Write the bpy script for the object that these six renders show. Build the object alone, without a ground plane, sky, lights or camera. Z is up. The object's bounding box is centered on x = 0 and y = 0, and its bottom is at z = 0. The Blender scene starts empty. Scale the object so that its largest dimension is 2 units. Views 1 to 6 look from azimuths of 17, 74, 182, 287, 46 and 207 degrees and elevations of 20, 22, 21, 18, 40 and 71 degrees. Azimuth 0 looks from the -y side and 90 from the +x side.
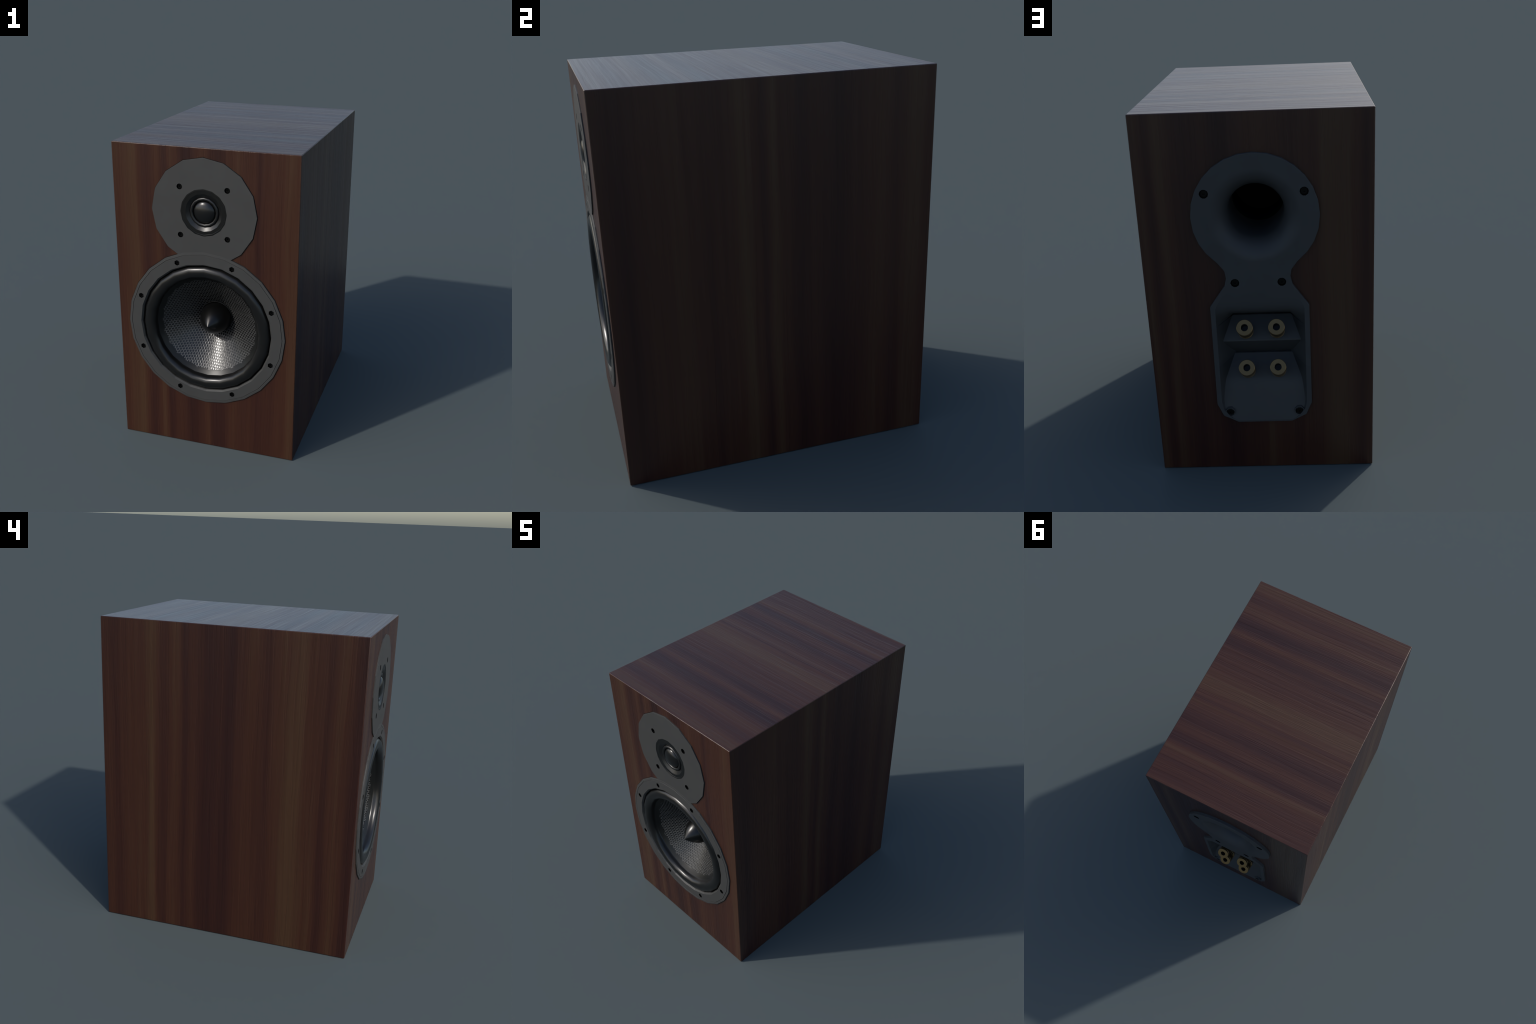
# Bookshelf loudspeaker: veneered cabinet, tweeter, woofer, bass port and bi-wire terminal plate.
import bpy, bmesh, math, random
from math import sin, cos, pi, radians, sqrt
from mathutils import Vector, Matrix
from mathutils.geometry import tessellate_polygon

random.seed(7)

# ------------------------------------------------------------------ main sizes (metres)
HALF_W = 0.5855            # cabinet half width (x)
FRONT, BACK = -0.8440, 0.7905
HEIGHT = 2.0
EDGE = 0.0045              # softened cabinet edge
PLATE_Y = -0.8508           # face of the two driver plates
TW_Z, WF_Z = 1.611, 0.847  # heights of the tweeter and woofer axes
REAR_Y = 0.811             # face of the rear moulding
PORT_Z = 1.486

# ------------------------------------------------------------------ node helpers
class Nodes:
    def __init__(self, name):
        self.mat = bpy.data.materials.new(name)
        self.mat.use_nodes = True
        self.nt = self.mat.node_tree
        self.nt.nodes.clear()
        self.out = self.nt.nodes.new("ShaderNodeOutputMaterial")
        self.bsdf = self.nt.nodes.new("ShaderNodeBsdfPrincipled")
        self.nt.links.new(self.bsdf.outputs[0], self.out.inputs[0])

    def new(self, kind, **props):
        n = self.nt.nodes.new(kind)
        for k, v in props.items():
            setattr(n, k, v)
        return n

    def put(self, socket, value):
        if isinstance(value, bpy.types.NodeSocket):
            self.nt.links.new(value, socket)
        else:
            socket.default_value = value

    def math(self, op, a, b=0.0, clamp=False):
        n = self.new("ShaderNodeMath", operation=op, use_clamp=clamp)
        self.put(n.inputs[0], a)
        self.put(n.inputs[1], b)
        return n.outputs[0]

    def vec(self, x, y, z=0.0):
        n = self.new("ShaderNodeCombineXYZ")
        for s, v in zip(n.inputs, (x, y, z)):
            self.put(s, v)
        return n.outputs[0]

    def noise(self, vector, scale, detail=2.0, rough=0.5):
        n = self.new("ShaderNodeTexNoise")
        self.put(n.inputs["Vector"], vector)
        n.inputs["Scale"].default_value = scale
        n.inputs["Detail"].default_value = detail
        n.inputs["Roughness"].default_value = rough
        return n.outputs[0]

    def ramp(self, fac, stops, interp="LINEAR"):
        n = self.new("ShaderNodeValToRGB")
        n.color_ramp.interpolation = interp
        el = n.color_ramp.elements
        while len(el) < len(stops):
            el.new(0.5)
        for e, (p, c) in zip(el, stops):
            e.position = p
            e.color = (*c, 1.0)
        self.put(n.inputs[0], fac)
        return n.outputs[0]

    def bump(self, height, strength, distance=0.002):
        n = self.new("ShaderNodeBump")
        n.inputs["Strength"].default_value = strength
        n.inputs["Distance"].default_value = distance
        self.put(n.inputs["Height"], height)
        self.nt.links.new(n.outputs[0], self.bsdf.inputs["Normal"])

    def set(self, **kw):
        for k, v in kw.items():
            self.put(self.bsdf.inputs[k.replace("_", " ")], v)


def object_xyz(m):
    co = m.new("ShaderNodeTexCoord")
    sp = m.new("ShaderNodeSeparateXYZ")
    m.nt.links.new(co.outputs["Object"], sp.inputs[0])
    return sp.outputs[0], sp.outputs[1], sp.outputs[2]


def veneer(name, across_axis, along_axis, bands, seed):
    """Dark reddish veneer; bands = (place across the grain, half width, darkness)."""
    m = Nodes(name)
    xyz = object_xyz(m)
    across, along = xyz[across_axis], xyz[along_axis]
    # slow wander of the grain lines
    wander = m.noise(m.vec(m.math("MULTIPLY", across, 2.2), m.math("MULTIPLY", along, 0.8), seed), 1.0, 2.0)
    warped = m.math("ADD", across, m.math("MULTIPLY", m.math("SUBTRACT", wander, 0.5), 0.045))
    # broad figure
    total = 0.50
    for place, half, dark in bands:
        d = m.math("DIVIDE", m.math("SUBTRACT", warped, place), half)
        bell = m.math("POWER", 2.718, m.math("MULTIPLY", m.math("MULTIPLY", d, d), -1.0))
        total = m.math("ADD", total, m.math("MULTIPLY", bell, -dark * 0.85))
    mid = m.noise(m.vec(m.math("MULTIPLY", warped, 15.0), m.math("MULTIPLY", along, 0.35), seed + 3.1), 1.0, 3.0, 0.55)
    fine = m.noise(m.vec(m.math("MULTIPLY", warped, 70.0), m.math("MULTIPLY", along, 0.9), seed + 8.7), 1.0, 4.0, 0.6)
    pore = m.noise(m.vec(m.math("MULTIPLY", warped, 260.0), m.math("MULTIPLY", along, 9.0), seed + 1.7), 1.0, 2.0, 0.6)
    v = m.math("ADD", total, m.math("MULTIPLY", m.math("SUBTRACT", mid, 0.5), 0.55))
    v = m.math("ADD", v, m.math("MULTIPLY", m.math("SUBTRACT", fine, 0.5), 0.23))
    v = m.math("ADD", v, m.math("MULTIPLY", m.math("SUBTRACT", pore, 0.5), 0.05))
    col = m.ramp(v, WOOD_RAMP)
    line = m.noise(m.vec(m.math("MULTIPLY", warped, 20.0), m.math("MULTIPLY", along, 0.5), seed + 5.5), 1.0, 3.0, 0.6)
    groove = m.math("SUBTRACT", 1.0, m.math("DIVIDE", m.math("ABSOLUTE", m.math("SUBTRACT", line, 0.5)), 0.035), clamp=True)
    grain = m.math("ADD", m.math("MULTIPLY", fine, 0.35), m.math("MULTIPLY", pore, 0.10))
    grain = m.math("ADD", grain, m.math("MULTIPLY", mid, 1.3))
    grain = m.math("SUBTRACT", grain, m.math("MULTIPLY", groove, 0.16))
    rough = m.math("ADD", 0.34, m.math("MULTIPLY", m.math("SUBTRACT", fine, 0.5), 0.16))
    m.set(Base_Color=col, Roughness=rough, IOR=1.45)
    m.bump(grain, 0.40, 0.009)
    return m.mat


WOOD_RAMP = [(0.08, (0.0190, 0.0058, 0.0048)),
             (0.32, (0.0290, 0.0092, 0.0060)),
             (0.54, (0.0400, 0.0140, 0.0074)),
             (0.76, (0.0510, 0.0245, 0.0118))]


def at(f, a, b):
    return a + (b - a) * f


def bands(a, b, spec):
    w = abs(b - a)
    return [(at(f, a, b), h * w, d) for f, h, d in spec]


WOOD = {
    "front": veneer("veneer_front", 0, 2, bands(-HALF_W, HALF_W, [
        (0.04, .05, -.12), (0.11, .03, -.28), (0.18, .03, .20), (0.24, .018, -.15), (0.29, .02, .25),
        (0.42, .04, .42), (0.50, .015, -.12), (0.57, .04, .32), (0.66, .03, -.10), (0.80, .025, .18),
        (0.95, .05, -.18)]), 1.3),
    "left": veneer("veneer_left", 1, 2, bands(BACK, FRONT, [
        (0.06, .022, .25), (0.15, .03, -.08), (0.20, .025, -.25), (0.25, .018, .18), (0.30, .018, -.16),
        (0.335, .012, .28), (0.43, .04, .38), (0.505, .03, .38), (0.58, .03, -.10), (0.66, .025, .12),
        (0.77, .06, -.24), (0.88, .02, .22), (0.93, .018, -.12), (0.985, .02, .34)]), 4.6),
    "right": veneer("veneer_right", 1, 2, bands(FRONT, BACK, [
        (0.05, .05, .26), (0.22, .04, -.12), (0.30, .03, .15), (0.41, .035, -.24), (0.47, .012, .25),
        (0.50, .012, -.20), (0.58, .04, .30), (0.70, .06, .32), (0.82, .02, -.15), (0.88, .02, .20),
        (0.95, .03, -.22)]), 7.9),
    "back": veneer("veneer_back", 0, 2, bands(HALF_W, -HALF_W, [
        (0.02, .02, -.20), (0.06, .02, .22), (0.11, .02, -.18), (0.20, .05, .28), (0.37, .07, .35),
        (0.52, .03, -.16), (0.65, .04, .18), (0.84, .06, -.25), (0.96, .02, .25)]), 11.2),
    "top": veneer("veneer_top", 1, 0, bands(FRONT, BACK, [
        (0.03, .025, -.20), (0.09, .02, .24), (0.15, .02, -.12), (0.215, .035, .36), (0.27, .010, -.18),
        (0.32, .025, .26), (0.42, .04, .06), (0.52, .05, -.26), (0.60, .010, .25), (0.63, .014, -.16),
        (0.70, .035, .32), (0.80, .030, .32), (0.84, .012, -.14), (0.90, .02, .18), (0.97, .03, .05)]), 15.4),
}


def plain(name, color, rough, metallic=0.0, coat=0.0, speck=0.0, spec=None, bump=0.0):
    m = Nodes(name)
    col = (*color, 1.0)
    if speck:
        x, y, z = object_xyz(m)
        n = m.noise(m.vec(x, y, z), 9.0, 3.0)
        lo = tuple(c * (1 - speck) for c in color)
        hi = tuple(c * (1 + speck) for c in color)
        col = m.ramp(n, [(0.3, lo), (0.7, hi)])
        if bump:
            m.bump(m.noise(m.vec(x, y, z), 420.0, 2.0), bump, 0.001)
    m.set(Base_Color=col, Roughness=rough, Metallic=metallic)
    if coat:
        m.set(Coat_Weight=coat, Coat_Roughness=0.2)
    if spec is not None:
        m.set(Specular_IOR_Level=spec)
    return m.mat


PLATE = plain("grey_painted_plate", (0.0395, 0.0395, 0.0385), 0.55, speck=0.04, spec=0.35)
RUBBER = plain("black_rubber", (0.0055, 0.0055, 0.0055), 0.30, speck=0.1)
HORN = plain("black_horn", (0.0060, 0.0060, 0.0060), 0.36, speck=0.05)
DOME = plain("black_dome", (0.0055, 0.0055, 0.0055), 0.27, speck=0.05)
RING = plain("black_plastic_ring", (0.0050, 0.0053, 0.0051), 0.36, speck=0.05, spec=0.32)
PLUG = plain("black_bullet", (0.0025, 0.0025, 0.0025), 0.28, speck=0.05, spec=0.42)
STRAND = plain("grey_cone_strands", (0.064, 0.064, 0.064), 0.37, metallic=0.35, speck=0.05)
CELL = plain("black_cone_cells", (0.006, 0.006, 0.006), 0.25, speck=0.05)
SCREW = plain("black_screw", (0.0018, 0.0018, 0.0018), 0.45, speck=0.05, spec=0.15)
MOULD = plain("dark_moulded_plastic", (0.042, 0.042, 0.043), 0.55, speck=0.05, spec=0.3)
PIT = plain("black_tube_shade", (0.003, 0.003, 0.003), 0.8, speck=0.05, spec=0.1)  # shade deep inside the port, put into the colour as near-black
BRASS = plain("brass", (0.195, 0.128, 0.058), 0.34, metallic=0.9, speck=0.05)
BORE = plain("black_socket", (0.004, 0.004, 0.005), 0.5, speck=0.05)

# ------------------------------------------------------------------ object helpers
def obj(name, mesh, parent, mats, **props):
    o = bpy.data.objects.new(name, mesh)
    bpy.context.scene.collection.objects.link(o)
    for m in mats:
        if m.name not in [x.name for x in mesh.materials if x]:
            mesh.materials.append(m)
    if parent:
        o.parent = parent
    for k, v in props.items():
        o[k] = v
    return o


def mesh_from(name, verts, faces, smooth=False, angle=None, mat_index=None):
    me = bpy.data.meshes.new(name)
    me.from_pydata([tuple(v) for v in verts], [], faces)
    if mat_index:
        for p, i in zip(me.polygons, mat_index):
            p.material_index = i
    bm = bmesh.new()
    bm.from_mesh(me)
    bmesh.ops.remove_doubles(bm, verts=bm.verts, dist=1e-6)
    bmesh.ops.recalc_face_normals(bm, faces=bm.faces)
    for f in bm.faces:
        f.smooth = smooth
    if smooth and angle:
        for e in bm.edges:
            if len(e.link_faces) == 2 and e.calc_face_angle(0) > radians(angle):
                e.smooth = False
    bm.to_mesh(me)
    bm.free()
    return me


def ngon(r, n, cx=0.0, cz=0.0, phase=0.0):
    return [(cx + r * cos(phase + 2 * pi * k / n), cz + r * sin(phase + 2 * pi * k / n)) for k in range(n)]


def lathe(profile, n, cz=0.0, phase=0.0):
    """Revolve (r, y) points about the line x=0, z=cz parallel to y; open at both ends."""
    verts, faces = [], []
    rings = []
    for r, y in profile:
        if r < 1e-5:
            rings.append([len(verts)])
            verts.append((0, y, cz))
        else:
            rings.append(list(range(len(verts), len(verts) + n)))
            verts += [(px, y, pz) for px, pz in ngon(r, n, 0, cz, phase)]
    for a, b in zip(rings, rings[1:]):
        for k in range(n):
            k2 = (k + 1) % n
            if len(a) == 1:
                faces.append((a[0], b[k], b[k2]))
            elif len(b) == 1:
                faces.append((a[k], b[0], a[k2]))
            else:
                faces.append((a[k], b[k], b[k2], a[k2]))
    return verts, faces


def fill(loops, y):
    """Flat face at depth y bounded by loops[0] with loops[1:] as holes; points are (x, z)."""
    pts = [Vector((p[0], p[1], 0.0)) for l in loops for p in l]
    tris = tessellate_polygon([[Vector((p[0], p[1], 0.0)) for p in l] for l in loops])
    return [(p.x, y, p.y) for p in pts], [tuple(t) for t in tris]


def wall(loop, y0, y1, loop1=None):
    n = len(loop)
    loop1 = loop1 or loop
    v = [(p[0], y0, p[1]) for p in loop] + [(p[0], y1, p[1]) for p in loop1]
    f = [(k, (k + 1) % n, n + (k + 1) % n, n + k) for k in range(n)]
    return v, f


def join(*parts):
    verts, faces = [], []
    for v, f in parts:
        o = len(verts)
        verts += list(v)
        faces += [tuple(i + o for i in g) for g in f]
    return verts, faces


def bezier(p0, p1, p2, p3, n):
    out = []
    for k in range(n + 1):
        t = k / n
        s = 1 - t
        out.append(tuple(s**3 * a + 3 * s * s * t * b + 3 * s * t * t * c + t**3 * d
                         for a, b, c, d in zip(p0, p1, p2, p3)))
    return out


# ------------------------------------------------------------------ root
root = bpy.data.objects.new("loudspeaker", None)
bpy.context.scene.collection.objects.link(root)
root["label"] = "dark reddish wood bookshelf loudspeaker with grey driver plates"
root["category"] = "loudspeaker"

# ------------------------------------------------------------------ cabinet
def cabinet():
    bm = bmesh.new()
    bmesh.ops.create_cube(bm, size=1.0)
    for v in bm.verts:
        v.co = Vector((v.co.x * 2 * HALF_W, FRONT if v.co.y < 0 else BACK, HEIGHT if v.co.z > 0 else 0.0))
    bmesh.ops.bevel(bm, geom=list(bm.edges), offset=EDGE, segments=3, profile=0.5, affect="EDGES")
    me = bpy.data.meshes.new("cabinet")
    bm.to_mesh(me)
    bm.free()
    box = bpy.data.objects.new("cabinet", me)
    bpy.context.scene.collection.objects.link(box)

    def cutter(loop, y0, y1):
        n = len(loop)
        v = [(p[0], y0, p[1]) for p in loop] + [(p[0], y1, p[1]) for p in loop]
        f = [tuple(range(n)), tuple(range(2 * n - 1, n - 1, -1))]
        f += [(k, n + k, n + (k + 1) % n, (k + 1) % n) for k in range(n)]
        o = bpy.data.objects.new("cutter", mesh_from("cutter", v, f))
        bpy.context.scene.collection.objects.link(o)
        return o

    cuts = [cutter(ngon(0.3355, 16, 0, TW_Z), FRONT - 0.1, FRONT + 0.012),
            cutter(ngon(0.5210, 24, 0, WF_Z), FRONT - 0.1, FRONT + 0.0125),
            cutter(ngon(0.25, 32, 0, TW_Z), FRONT - 0.1, FRONT + 0.12),
            cutter(ngon(0.492, 48, 0, WF_Z), FRONT - 0.1, FRONT + 0.30),
            cutter(ngon(0.302, 48, 0, PORT_Z), BACK + 0.1, BACK - 0.62),
            cutter([(-.236, .43), (-.19, .36), (.19, .36), (.236, .43), (.236, 1.0), (.15, 1.10), (.15, 1.165), (-.15, 1.165), (-.15, 1.10), (-.236, 1.0)],
                   BACK + 0.1, BACK - 0.25)]
    for c in cuts:
        md = box.modifiers.new("cut", "BOOLEAN")
        md.object = c
        md.operation = "DIFFERENCE"
        md.solver = "EXACT"
    dg = bpy.context.evaluated_depsgraph_get()
    final = bpy.data.meshes.new_from_object(box.evaluated_get(dg))
    for o in cuts + [box]:
        bpy.data.objects.remove(o, do_unlink=True)
    final.name = "cabinet"
    final.materials.clear()
    order = ["front", "left", "right", "back", "top"]
    for p in final.polygons:
        n = p.normal
        c = p.center
        if abs(n.z) > 0.8 and (c.z > HEIGHT - 0.01 or c.z < 0.01):
            i = 4
        elif abs(n.x) > 0.6:
            i = 1 if n.x < 0 else 2
        elif n.z > 0.5:
            i = 0 if c.y < 0 else 3
        else:
            i = 0 if c.y < 0 else 3
        p.material_index = i
        big = p.area > 0.02
        p.use_smooth = not big and (abs(n.x) + abs(n.y) + abs(n.z)) > 1.05
    return obj("cabinet", final, root, [WOOD[k] for k in order])


cabinet()

# ------------------------------------------------------------------ screws
def screw_mesh(r, n, sunk, phase=0.0, socket=0.42):
    """Black-lined hole with a sunk socket screw; the plate surface is y = 0, the hole runs to +y."""
    lining = ngon(r, n, phase=phase)
    rim = ngon(r * 0.86, n, phase=phase)
    edge = ngon(r * 0.74, n, phase=phase)
    hexa = ngon(r * socket, 6)
    parts = [wall(lining, 0.0, sunk + 0.006), fill([lining, rim], sunk + 0.006),
             wall(rim, sunk + 0.006, sunk + 0.0015), wall(rim, sunk + 0.0015, sunk, edge),
             fill([edge, hexa], sunk), wall(hexa, sunk, sunk + 0.006), fill([hexa], sunk + 0.006)]
    return mesh_from("screw", *join(*parts))


def place_screws(mesh, spots, parent, y, flip=False):
    for x, z in spots:
        o = obj("screw", mesh, parent, [SCREW])
        o.location = (x, y, z)
        o.rotation_euler = (0, 0, pi if flip else 0)


# ------------------------------------------------------------------ tweeter
tweeter = bpy.data.objects.new("tweeter", None)
bpy.context.scene.collection.objects.link(tweeter)
tweeter.parent = root

TW_SPOTS = [(sx * 0.1497, TW_Z + sz * 0.1497) for sx in (-1, 1) for sz in (-1, 1)]
tw_outer = ngon(0.3325, 16, 0, TW_Z)
tw_edge = ngon(0.3318, 16, 0, TW_Z)
tw_hole = ngon(0.1467, 16, 0, TW_Z)
tw_screw_holes = [ngon(0.0180, 12, x, z) for x, z in TW_SPOTS]
v, f = join(wall(tw_outer, FRONT + 0.0115, PLATE_Y + 0.0006), wall(tw_outer, PLATE_Y + 0.0006, PLATE_Y, tw_edge),
            fill([tw_edge, tw_hole] + tw_screw_holes, PLATE_Y),
            wall(tw_hole, PLATE_Y, PLATE_Y + 0.008)
)
obj("faceplate", mesh_from("tweeter_plate", v, f), tweeter, [PLATE])
place_screws(screw_mesh(0.0180, 12, 0.009), TW_SPOTS, tweeter, PLATE_Y)

v, f = lathe([(0.1466, PLATE_Y + 0.006), (0.1465, PLATE_Y + 0.0010), (0.1385, PLATE_Y + 0.0006), (0.1372, PLATE_Y + 0.0018), (0.1165, PLATE_Y + 0.0022)], 16, TW_Z)
obj("ring", mesh_from("tweeter_ring", v, f, True, 25), tweeter, [RING])
v, f = lathe([(0.1165, PLATE_Y + 0.0022), (0.0950, -0.8350), (0.0925, -0.8280)], 16, TW_Z)
obj("horn", mesh_from("tweeter_horn", v, f, True, 19), tweeter, [HORN])
prof = [(0.0935, -0.8300)] + [(0.0825 + 0.0105 * cos(a), -0.8325 - 0.0110 * sin(a)) for a in
                            [pi * k / 8 for k in range(9)]] + [(0.0715, -0.8300)]
v, f = lathe(prof, 16, TW_Z)
obj("surround", mesh_from("tweeter_surround", v, f, True), tweeter, [HORN])
prof = [(0.0695, -0.8290)] + [(0.0690 * cos(a), -0.8290 - 0.030 * sin(a)) for a in
                              [pi / 2 * k / 12 for k in range(1, 12)]] + [(0.0, -0.8590)]
v, f = lathe(prof, 48, TW_Z)
obj("dome", mesh_from("tweeter_dome", v, f, True), tweeter, [DOME])

# ------------------------------------------------------------------ woofer
woofer = bpy.data.objects.new("woofer", None)
bpy.context.scene.collection.objects.link(woofer)
woofer.parent = root
WN = 24
WF_SPOTS = [(0.464 * cos(radians(22.5 + 45 * k)), WF_Z + 0.464 * sin(radians(22.5 + 45 * k))) for k in range(8)]
W_FACE = PLATE_Y - 0.0022
wf_out = ngon(0.5180, WN, 0, WF_Z)
wf_lip = ngon(0.5170, WN, 0, WF_Z)
wf_groove = ngon(0.5022, WN, 0, WF_Z)
wf_deep = ngon(0.5006, WN, 0, WF_Z)
wf_flat = ngon(0.4988, WN, 0, WF_Z)
wf_in = ngon(0.4370, WN, 0, WF_Z)
wf_in2 = ngon(0.4285, WN, 0, WF_Z)
wf_screw_holes = [ngon(0.0180, 6, x, z, pi / 6) for x, z in WF_SPOTS]
v, f = join(wall(wf_out, FRONT + 0.0115, W_FACE + 0.0040), wall(wf_out, W_FACE + 0.0040, W_FACE + 0.0016, wf_lip),
            wall(wf_lip, W_FACE + 0.0016, W_FACE + 0.0004, wf_groove),
            wall(wf_groove, W_FACE + 0.0004, W_FACE + 0.0040, wf_deep),
            wall(wf_deep, W_FACE + 0.0040, W_FACE, wf_flat),
            fill([wf_flat, wf_in] + wf_screw_holes, W_FACE),
            wall(wf_in, W_FACE, W_FACE + 0.010, wf_in2), wall(wf_in2, W_FACE + 0.010, W_FACE + 0.040))
obj("basket_rim", mesh_from("woofer_rim", v, f), woofer, [PLATE])
place_screws(screw_mesh(0.0180, 6, 0.009, pi / 6), WF_SPOTS, woofer, W_FACE)

# half-roll rubber surround standing proud of the plate
def full(t, power=0.86):
    return math.copysign(abs(t) ** power, t)


ROLL_R, ROLL_HALF, ROLL_FOOT, ROLL_CREST = 0.3825, 0.0400, -0.818, -0.860
prof = [(0.4285, -0.832), (ROLL_R + ROLL_HALF + 0.003, -0.832)]
prof += [(ROLL_R + ROLL_HALF * full(cos(pi * k / 14)), ROLL_FOOT + (ROLL_CREST - ROLL_FOOT) * full(sin(pi * k / 14))) for k in range(15)]
prof += [(ROLL_R - ROLL_HALF - 0.002, -0.812), (0.334, -0.800)]
v, f = lathe(prof, WN, WF_Z)
obj("surround", mesh_from("woofer_surround", v, f, True, 60), woofer, [RUBBER])

# cone: smooth outer band and a perforated hexagonal weave
CONE_RIM, CONE_RIM_Y, CONE_IN, CONE_IN_Y = 0.318, -0.793, 0.085, -0.615


def cone_y(r):
    t = (CONE_RIM - r) / (CONE_RIM - CONE_IN)
    return CONE_RIM_Y + (CONE_IN_Y - CONE_RIM_Y) * t


v, f = lathe([(0.3450, cone_y(0.3450) - 0.001), (CONE_RIM + 0.001, cone_y(CONE_RIM) - 0.001),
              (CONE_RIM - 0.006, cone_y(CONE_RIM) + 0.006)], 24, WF_Z)
obj("cone_edge", mesh_from("cone_edge", v, f, True, 35), woofer, [RING])


def weave():
    pitch = 0.0168
    rad = pitch / sqrt(3)
    verts, faces, mats = [], [], []
    rnd = random.Random(21)

    def onto(x, z, sink=0.0):
        r = sqrt(x * x + z * z)
        if r > CONE_RIM:
            x, z = x * CONE_RIM / r, z * CONE_RIM / r
            r = CONE_RIM
        return (x, cone_y(r) + sink, z + WF_Z)

    rows = int(CONE_RIM / (pitch * 0.866)) + 2
    for j in range(-rows, rows + 1):
        for i in range(-rows - 2, rows + 3):
            cx = (i + 0.5 * (j % 2)) * pitch
            cz = j * pitch * 0.8660254
            r = sqrt(cx * cx + cz * cz)
            if r > CONE_RIM + 0.004 or r < CONE_IN:
                continue
            levels = [(1.0, 0.0), (0.73, 0.0), (0.70, 0.0026), (0.56, 0.0030)]
            base = len(verts)
            for k, (s, d) in enumerate(levels):
                for q in range(6):
                    a = pi / 6 + q * pi / 3
                    verts.append(onto(cx + s * rad * cos(a), cz + s * rad * sin(a), d + (rnd.uniform(-0.0005, 0.0005) if k == 1 else 0.0)))
            verts.append(onto(cx, cz, 0.0032))
            for k in range(3):
                for q in range(6):
                    q2 = (q + 1) % 6
                    faces.append((base + k * 6 + q, base + k * 6 + q2, base + k * 6 + 6 + q2, base + k * 6 + 6 + q))
                    mats.append(0 if k < 1 else 1)
            for q in range(6):
                faces.append((base + 18 + q, base + 18 + (q + 1) % 6, base + 24))
                mats.append(1)
    me = bpy.data.meshes.new("cone_weave")
    me.from_pydata(verts, [], faces)
    for p, i in zip(me.polygons, mats):
        p.material_index = i
    bm = bmesh.new()
    bm.from_mesh(me)
    bmesh.ops.remove_doubles(bm, verts=bm.verts, dist=1e-4)
    bmesh.ops.dissolve_degenerate(bm, edges=bm.edges, dist=1e-5)
    for fc in bm.faces:
        fc.smooth = False
        if fc.normal.y > 0:
            fc.normal_flip()
    bm.to_mesh(me)
    bm.free()
    return obj("cone_weave", me, woofer, [STRAND, CELL], kind="stuff")


weave()

prof = [(0.0, -0.8110), (0.0045, -0.8075), (0.018, -0.7965), (0.036, -0.7810), (0.054, -0.7630), (0.070, -0.7420),
        (0.0865, -0.7170), (0.0965, -0.6880), (0.1010, -0.6560), (0.1015, -0.6150)]
v, f = lathe(prof, 48, WF_Z)
obj("phase_plug", mesh_from("phase_plug", v, f, True), woofer, [PLUG])
v, f = lathe([(0.108, -0.615), (0.108, -0.6400), (0.1055, -0.6430), (0.1030, -0.6400), (0.1025, -0.615)], 48, WF_Z)
obj("collar", mesh_from("plug_collar", v, f, True), woofer, [RING])

# ------------------------------------------------------------------ rear moulding
rear = bpy.data.objects.new("rear_panel", None)
bpy.context.scene.collection.objects.link(rear)
rear.parent = root

# half outline, walked from the top of the disc down the +x side
half = [(0.3187 * sin(radians(a)), PORT_Z + 0.3187 * cos(radians(a))) for a in
        [12.857 * k for k in range(10)]]
half += [(0.252, 1.2935), (0.2005, 1.2420), (0.170, 1.2005), (0.1635, 1.161), (0.1735, 1.116),
         (0.255, 1.000), (0.2555, 0.423), (0.2245, 0.349), (0.145, 0.307)]
outline = half + [(-x, z) for x, z in reversed(half) if x > 1e-6]


def inset(loop, d):
    out = []
    n = len(loop)
    area = sum(loop[k][0] * loop[(k + 1) % n][1] - loop[(k + 1) % n][0] * loop[k][1] for k in range(n))
    sgn = 1 if area > 0 else -1
    for k in range(n):
        p, a, b = (Vector(loop[j]) for j in (k, k - 1, (k + 1) % n))
        d1, d2 = (p - a).normalized(), (b - p).normalized()
        n1, n2 = Vector((-d1.y, d1.x)) * sgn, Vector((-d2.y, d2.x)) * sgn
        m = (n1 + n2).normalized()
        out.append(tuple(p + m * d / max(0.3, m.dot(n1))))
    return out


FLARE_R = 0.236
port_loop = ngon(FLARE_R, 64, 0, PORT_Z)

# terminal cup: a profile in (y, z), from the ceiling lip down two sloping steps to the foot
cup = [(REAR_Y, 1.090), (0.8105, 1.060), (0.8090, 1.030), (0.8060, 1.005), (0.7985, 0.983), (0.7820, 0.960),
       (0.7500, 0.938), (0.7000, 0.912), (0.6480, 0.887), (0.6660, 0.8865), (0.6710, 0.8815), (0.7510, 0.7785), (0.7520, 0.7725),
       (0.7260, 0.7400), (0.6930, 0.7000), (0.6490, 0.6560), (0.6640, 0.6550), (0.6690, 0.6495), (0.7450, 0.5530),
       (0.7550, 0.5380), (0.7680, 0.5080), (0.7770, 0.4750), (0.7870, 0.4350), (0.7980, 0.3880), (0.8070, 0.3430), (REAR_Y, 0.318)]


def cup_half_width(y, z):
    deep = REAR_Y - y
    if z > 0.8835:                                      # ceiling chute keeps almost one width
        return 0.171 - 0.018 * (1.090 - z) / 0.205
    rim = rim_half_width(z)
    if deep <= 1e-6:
        return rim
    w = rim - min(deep, 0.065) * 0.40 - max(0.0, deep - 0.065) * 0.57
    return min(w, rim)


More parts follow.
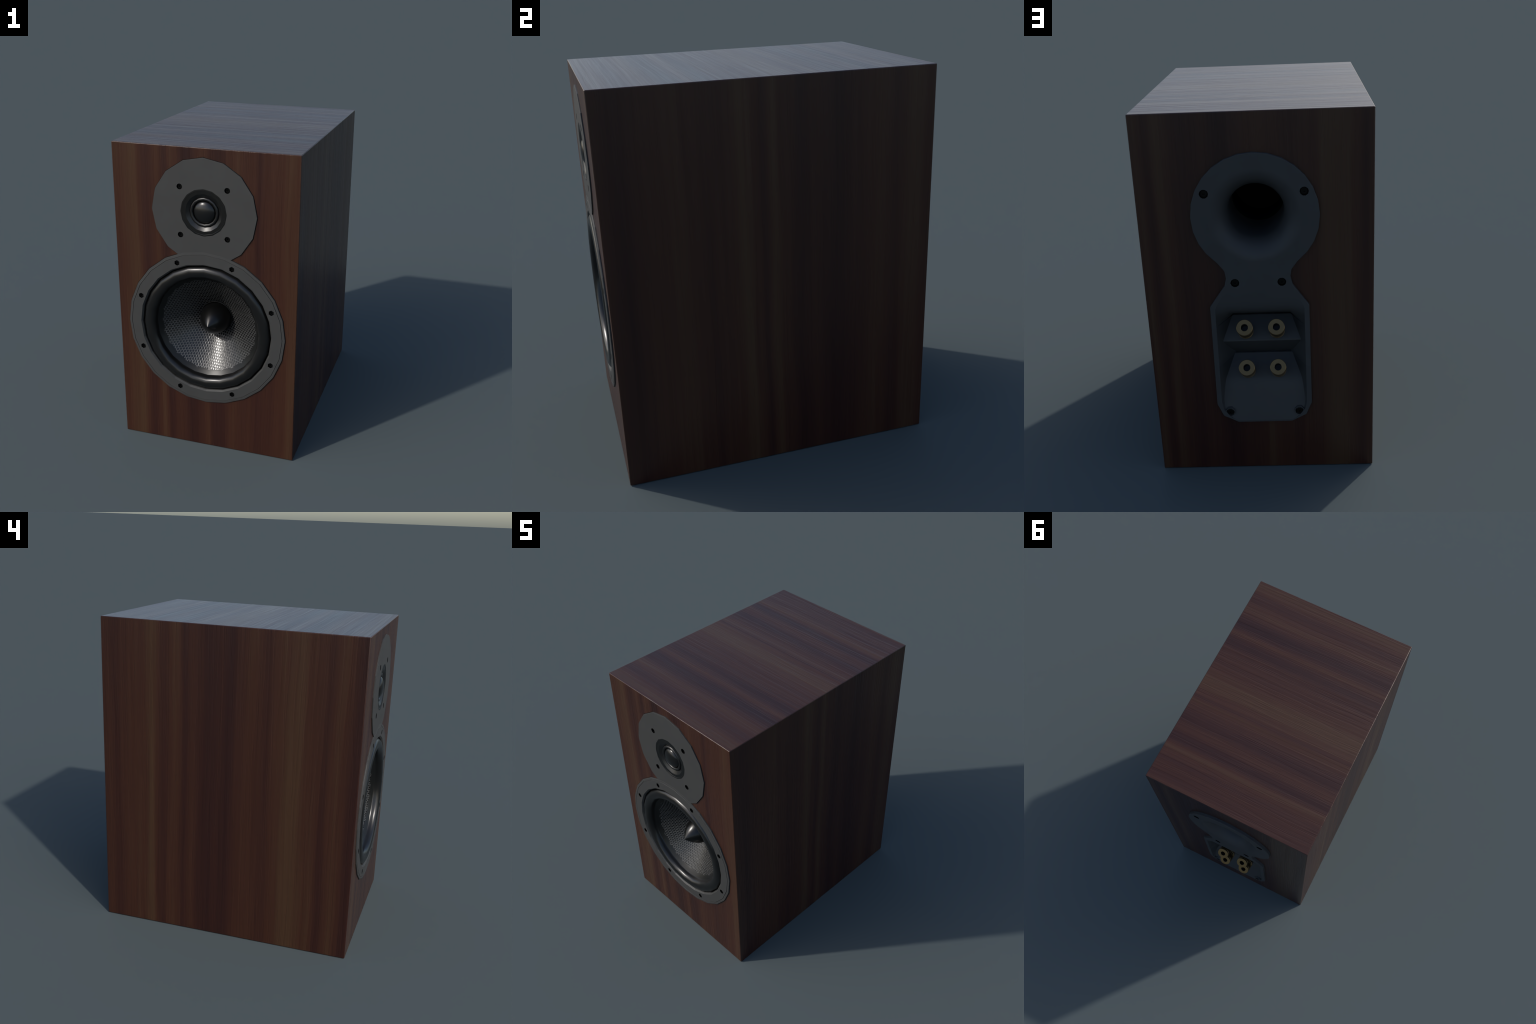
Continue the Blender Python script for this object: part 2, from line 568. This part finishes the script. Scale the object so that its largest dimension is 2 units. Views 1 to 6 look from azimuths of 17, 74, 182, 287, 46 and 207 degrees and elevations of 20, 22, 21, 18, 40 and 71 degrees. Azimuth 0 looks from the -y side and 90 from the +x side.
def rim_half_width(z):
    pts = [(1.090, 0.171), (0.995, 0.2295), (0.405, 0.2295), (0.352, 0.202), (0.318, 0.150)]
    for (z0, w0), (z1, w1) in zip(pts, pts[1:]):
        if z0 >= z >= z1:
            return w0 + (w1 - w0) * (z0 - z) / (z0 - z1)
    return pts[-1][1]


cup_side = [(rim_half_width(z), z) for y, z in cup]
# the rim loop keeps one point per profile point whose height descends, so walls pair up one to one
cup_rim = cup_side + [(-x, z) for x, z in reversed(cup_side)]


def tidy(loop):
    out = []
    for p in loop:
        if not out or (Vector(p) - Vector(out[-1])).length > 1e-5:
            out.append(p)
    return out


mono = []
for p in cup_side:                       # only strictly descending points may bound the flat face
    if not mono or p[1] < mono[-1][1] - 1e-5:
        mono.append(p)
cup_loop = tidy(mono + [(-x, z) for x, z in reversed(mono)])

REAR_SPOTS = [(0.244, 1.607), (-0.244, 1.607), (0.119, 1.1345), (-0.119, 1.1345)]
FOOT_SPOTS = [(0.1875, 0.372), (-0.1875, 0.372)]
rear_holes = [ngon(0.0228, 10, x, z) for x, z in REAR_SPOTS]
bev = inset(outline, 0.002)
flare = [(FLARE_R, REAR_Y)] + [(0.142 + (FLARE_R - 0.142) * (1 - sin(a)), REAR_Y - 0.115 * (1 - cos(a))) for a in
                               [pi / 2 * k / 16 for k in range(1, 17)]] + [(0.1405, REAR_Y - 0.20), (0.140, REAR_Y - 0.36)]
v, f = join(wall(outline, BACK - 0.002, REAR_Y - 0.002), wall(outline, REAR_Y - 0.002, REAR_Y, bev),
            fill([bev, port_loop, cup_loop] + rear_holes, REAR_Y))
obj("mounting_plate", mesh_from("mounting_plate", v, f), rear, [MOULD])
v, f = lathe(flare, 64, PORT_Z)
obj("port_flare", mesh_from("port_flare", v, f, True), rear, [MOULD])
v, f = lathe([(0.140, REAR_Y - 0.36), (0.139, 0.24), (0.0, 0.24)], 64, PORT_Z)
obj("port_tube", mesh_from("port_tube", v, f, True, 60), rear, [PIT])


def terminal_cup():
    n = len(cup)
    verts, faces = [], []
    for y, z in cup:                                     # floor strip
        w = cup_half_width(y, z)
        verts += [(w, y, z), (-w, y, z)]
    for k in range(n - 1):
        faces.append((2 * k, 2 * k + 1, 2 * k + 3, 2 * k + 2))
    for s in (1, -1):                                    # flanks, fan-stitched to the rim
        base = len(verts)
        for y, z in cup:
            verts.append((s * rim_half_width(z), REAR_Y, z))
        for k in range(n - 1):
            a = 2 * k + (0 if s > 0 else 1)
            b = 2 * (k + 1) + (0 if s > 0 else 1)
            faces.append((a, b, base + k + 1, base + k))
    me = bpy.data.meshes.new("terminal_cup")
    me.from_pydata(verts, [], faces)
    bm = bmesh.new()
    bm.from_mesh(me)
    bmesh.ops.remove_doubles(bm, verts=bm.verts, dist=1e-5)
    bmesh.ops.dissolve_degenerate(bm, edges=bm.edges, dist=1e-5)
    bmesh.ops.recalc_face_normals(bm, faces=bm.faces)
    for fc in bm.faces:
        fc.smooth = True
    for e in bm.edges:
        if len(e.link_faces) == 2 and e.calc_face_angle(0) > radians(28):
            e.smooth = False
    bm.to_mesh(me)
    bm.free()
    return obj("terminal_cup", me, rear, [MOULD])


terminal_cup()
rear_screw = screw_mesh(0.0228, 10, 0.008, 0.0, 0.35)
place_screws(rear_screw, REAR_SPOTS, rear, REAR_Y, True)

foot_screw = screw_mesh(0.0228, 10, 0.002, 0.0, 0.35)

# small bosses that carry the two foot screws
for x, z in FOOT_SPOTS:
    a = ngon(0.0310, 8, x, z, pi / 8)
    b = ngon(0.0270, 8, x, z, pi / 8)
    h = ngon(0.0228, 10, x, z)
    v, f = join(wall(a, 0.770, REAR_Y + 0.0006, b), fill([b, h], REAR_Y + 0.0006))
    obj("screw_boss", mesh_from("screw_boss", v, f), rear, [MOULD])
place_screws(foot_screw, FOOT_SPOTS, rear, REAR_Y + 0.0006, True)

# ------------------------------------------------------------------ binding posts
TILT = radians(38)
CAP_Y = 0.8370


def spin(profile, n=40):
    """Revolve (r, s) about +z."""
    verts, faces = [], []
    for r, s in profile:
        verts += [(px, py, s) for px, py in ngon(r, n)]
    for k in range(len(profile) - 1):
        for q in range(n):
            q2 = (q + 1) % n
            faces.append((k * n + q, k * n + q2, (k + 1) * n + q2, (k + 1) * n + q))
    return verts, faces


# s runs outward from the cap face (s = 0) back to the step (negative)
post_prof = [(0.0190, -0.060), (0.0185, -0.001), (0.0195, 0.0), (0.0405, 0.0), (0.0425, -0.0018), (0.0425, -0.0120),
             (0.0412, -0.0135), (0.0412, -0.0160), (0.0425, -0.0175), (0.0425, -0.050), (0.0405, -0.052), (0.0300, -0.052),
             (0.0300, -0.064), (0.0395, -0.064), (0.0410, -0.0655), (0.0410, -0.0760), (0.0375, -0.0780), (0.0375, -0.0830),
             (0.0410, -0.0850), (0.0410, -0.0960), (0.0395, -0.0975), (0.0280, -0.0975), (0.0280, -0.1650)]
pv, pf = spin(post_prof)
post_me = mesh_from("binding_post", pv, pf, True, 30)
bv, bf = spin([(0.0188, -0.0035), (0.0178, -0.0040), (0.0178, -0.052), (0.0001, -0.052)])
bore_me = mesh_from("socket_bore", bv, bf, True, 30)
for z in (0.895, 0.660):
    for x in (0.0823, -0.0823):
        o = obj("binding_post", post_me, rear, [BRASS])
        rot = Matrix.Rotation(-(pi / 2 - TILT), 4, "X")   # +z swings towards +y, keeping an upward lean
        o.matrix_world = Matrix.Translation((x, CAP_Y, z)) @ rot
        b = obj("socket", bore_me, o, [BORE])
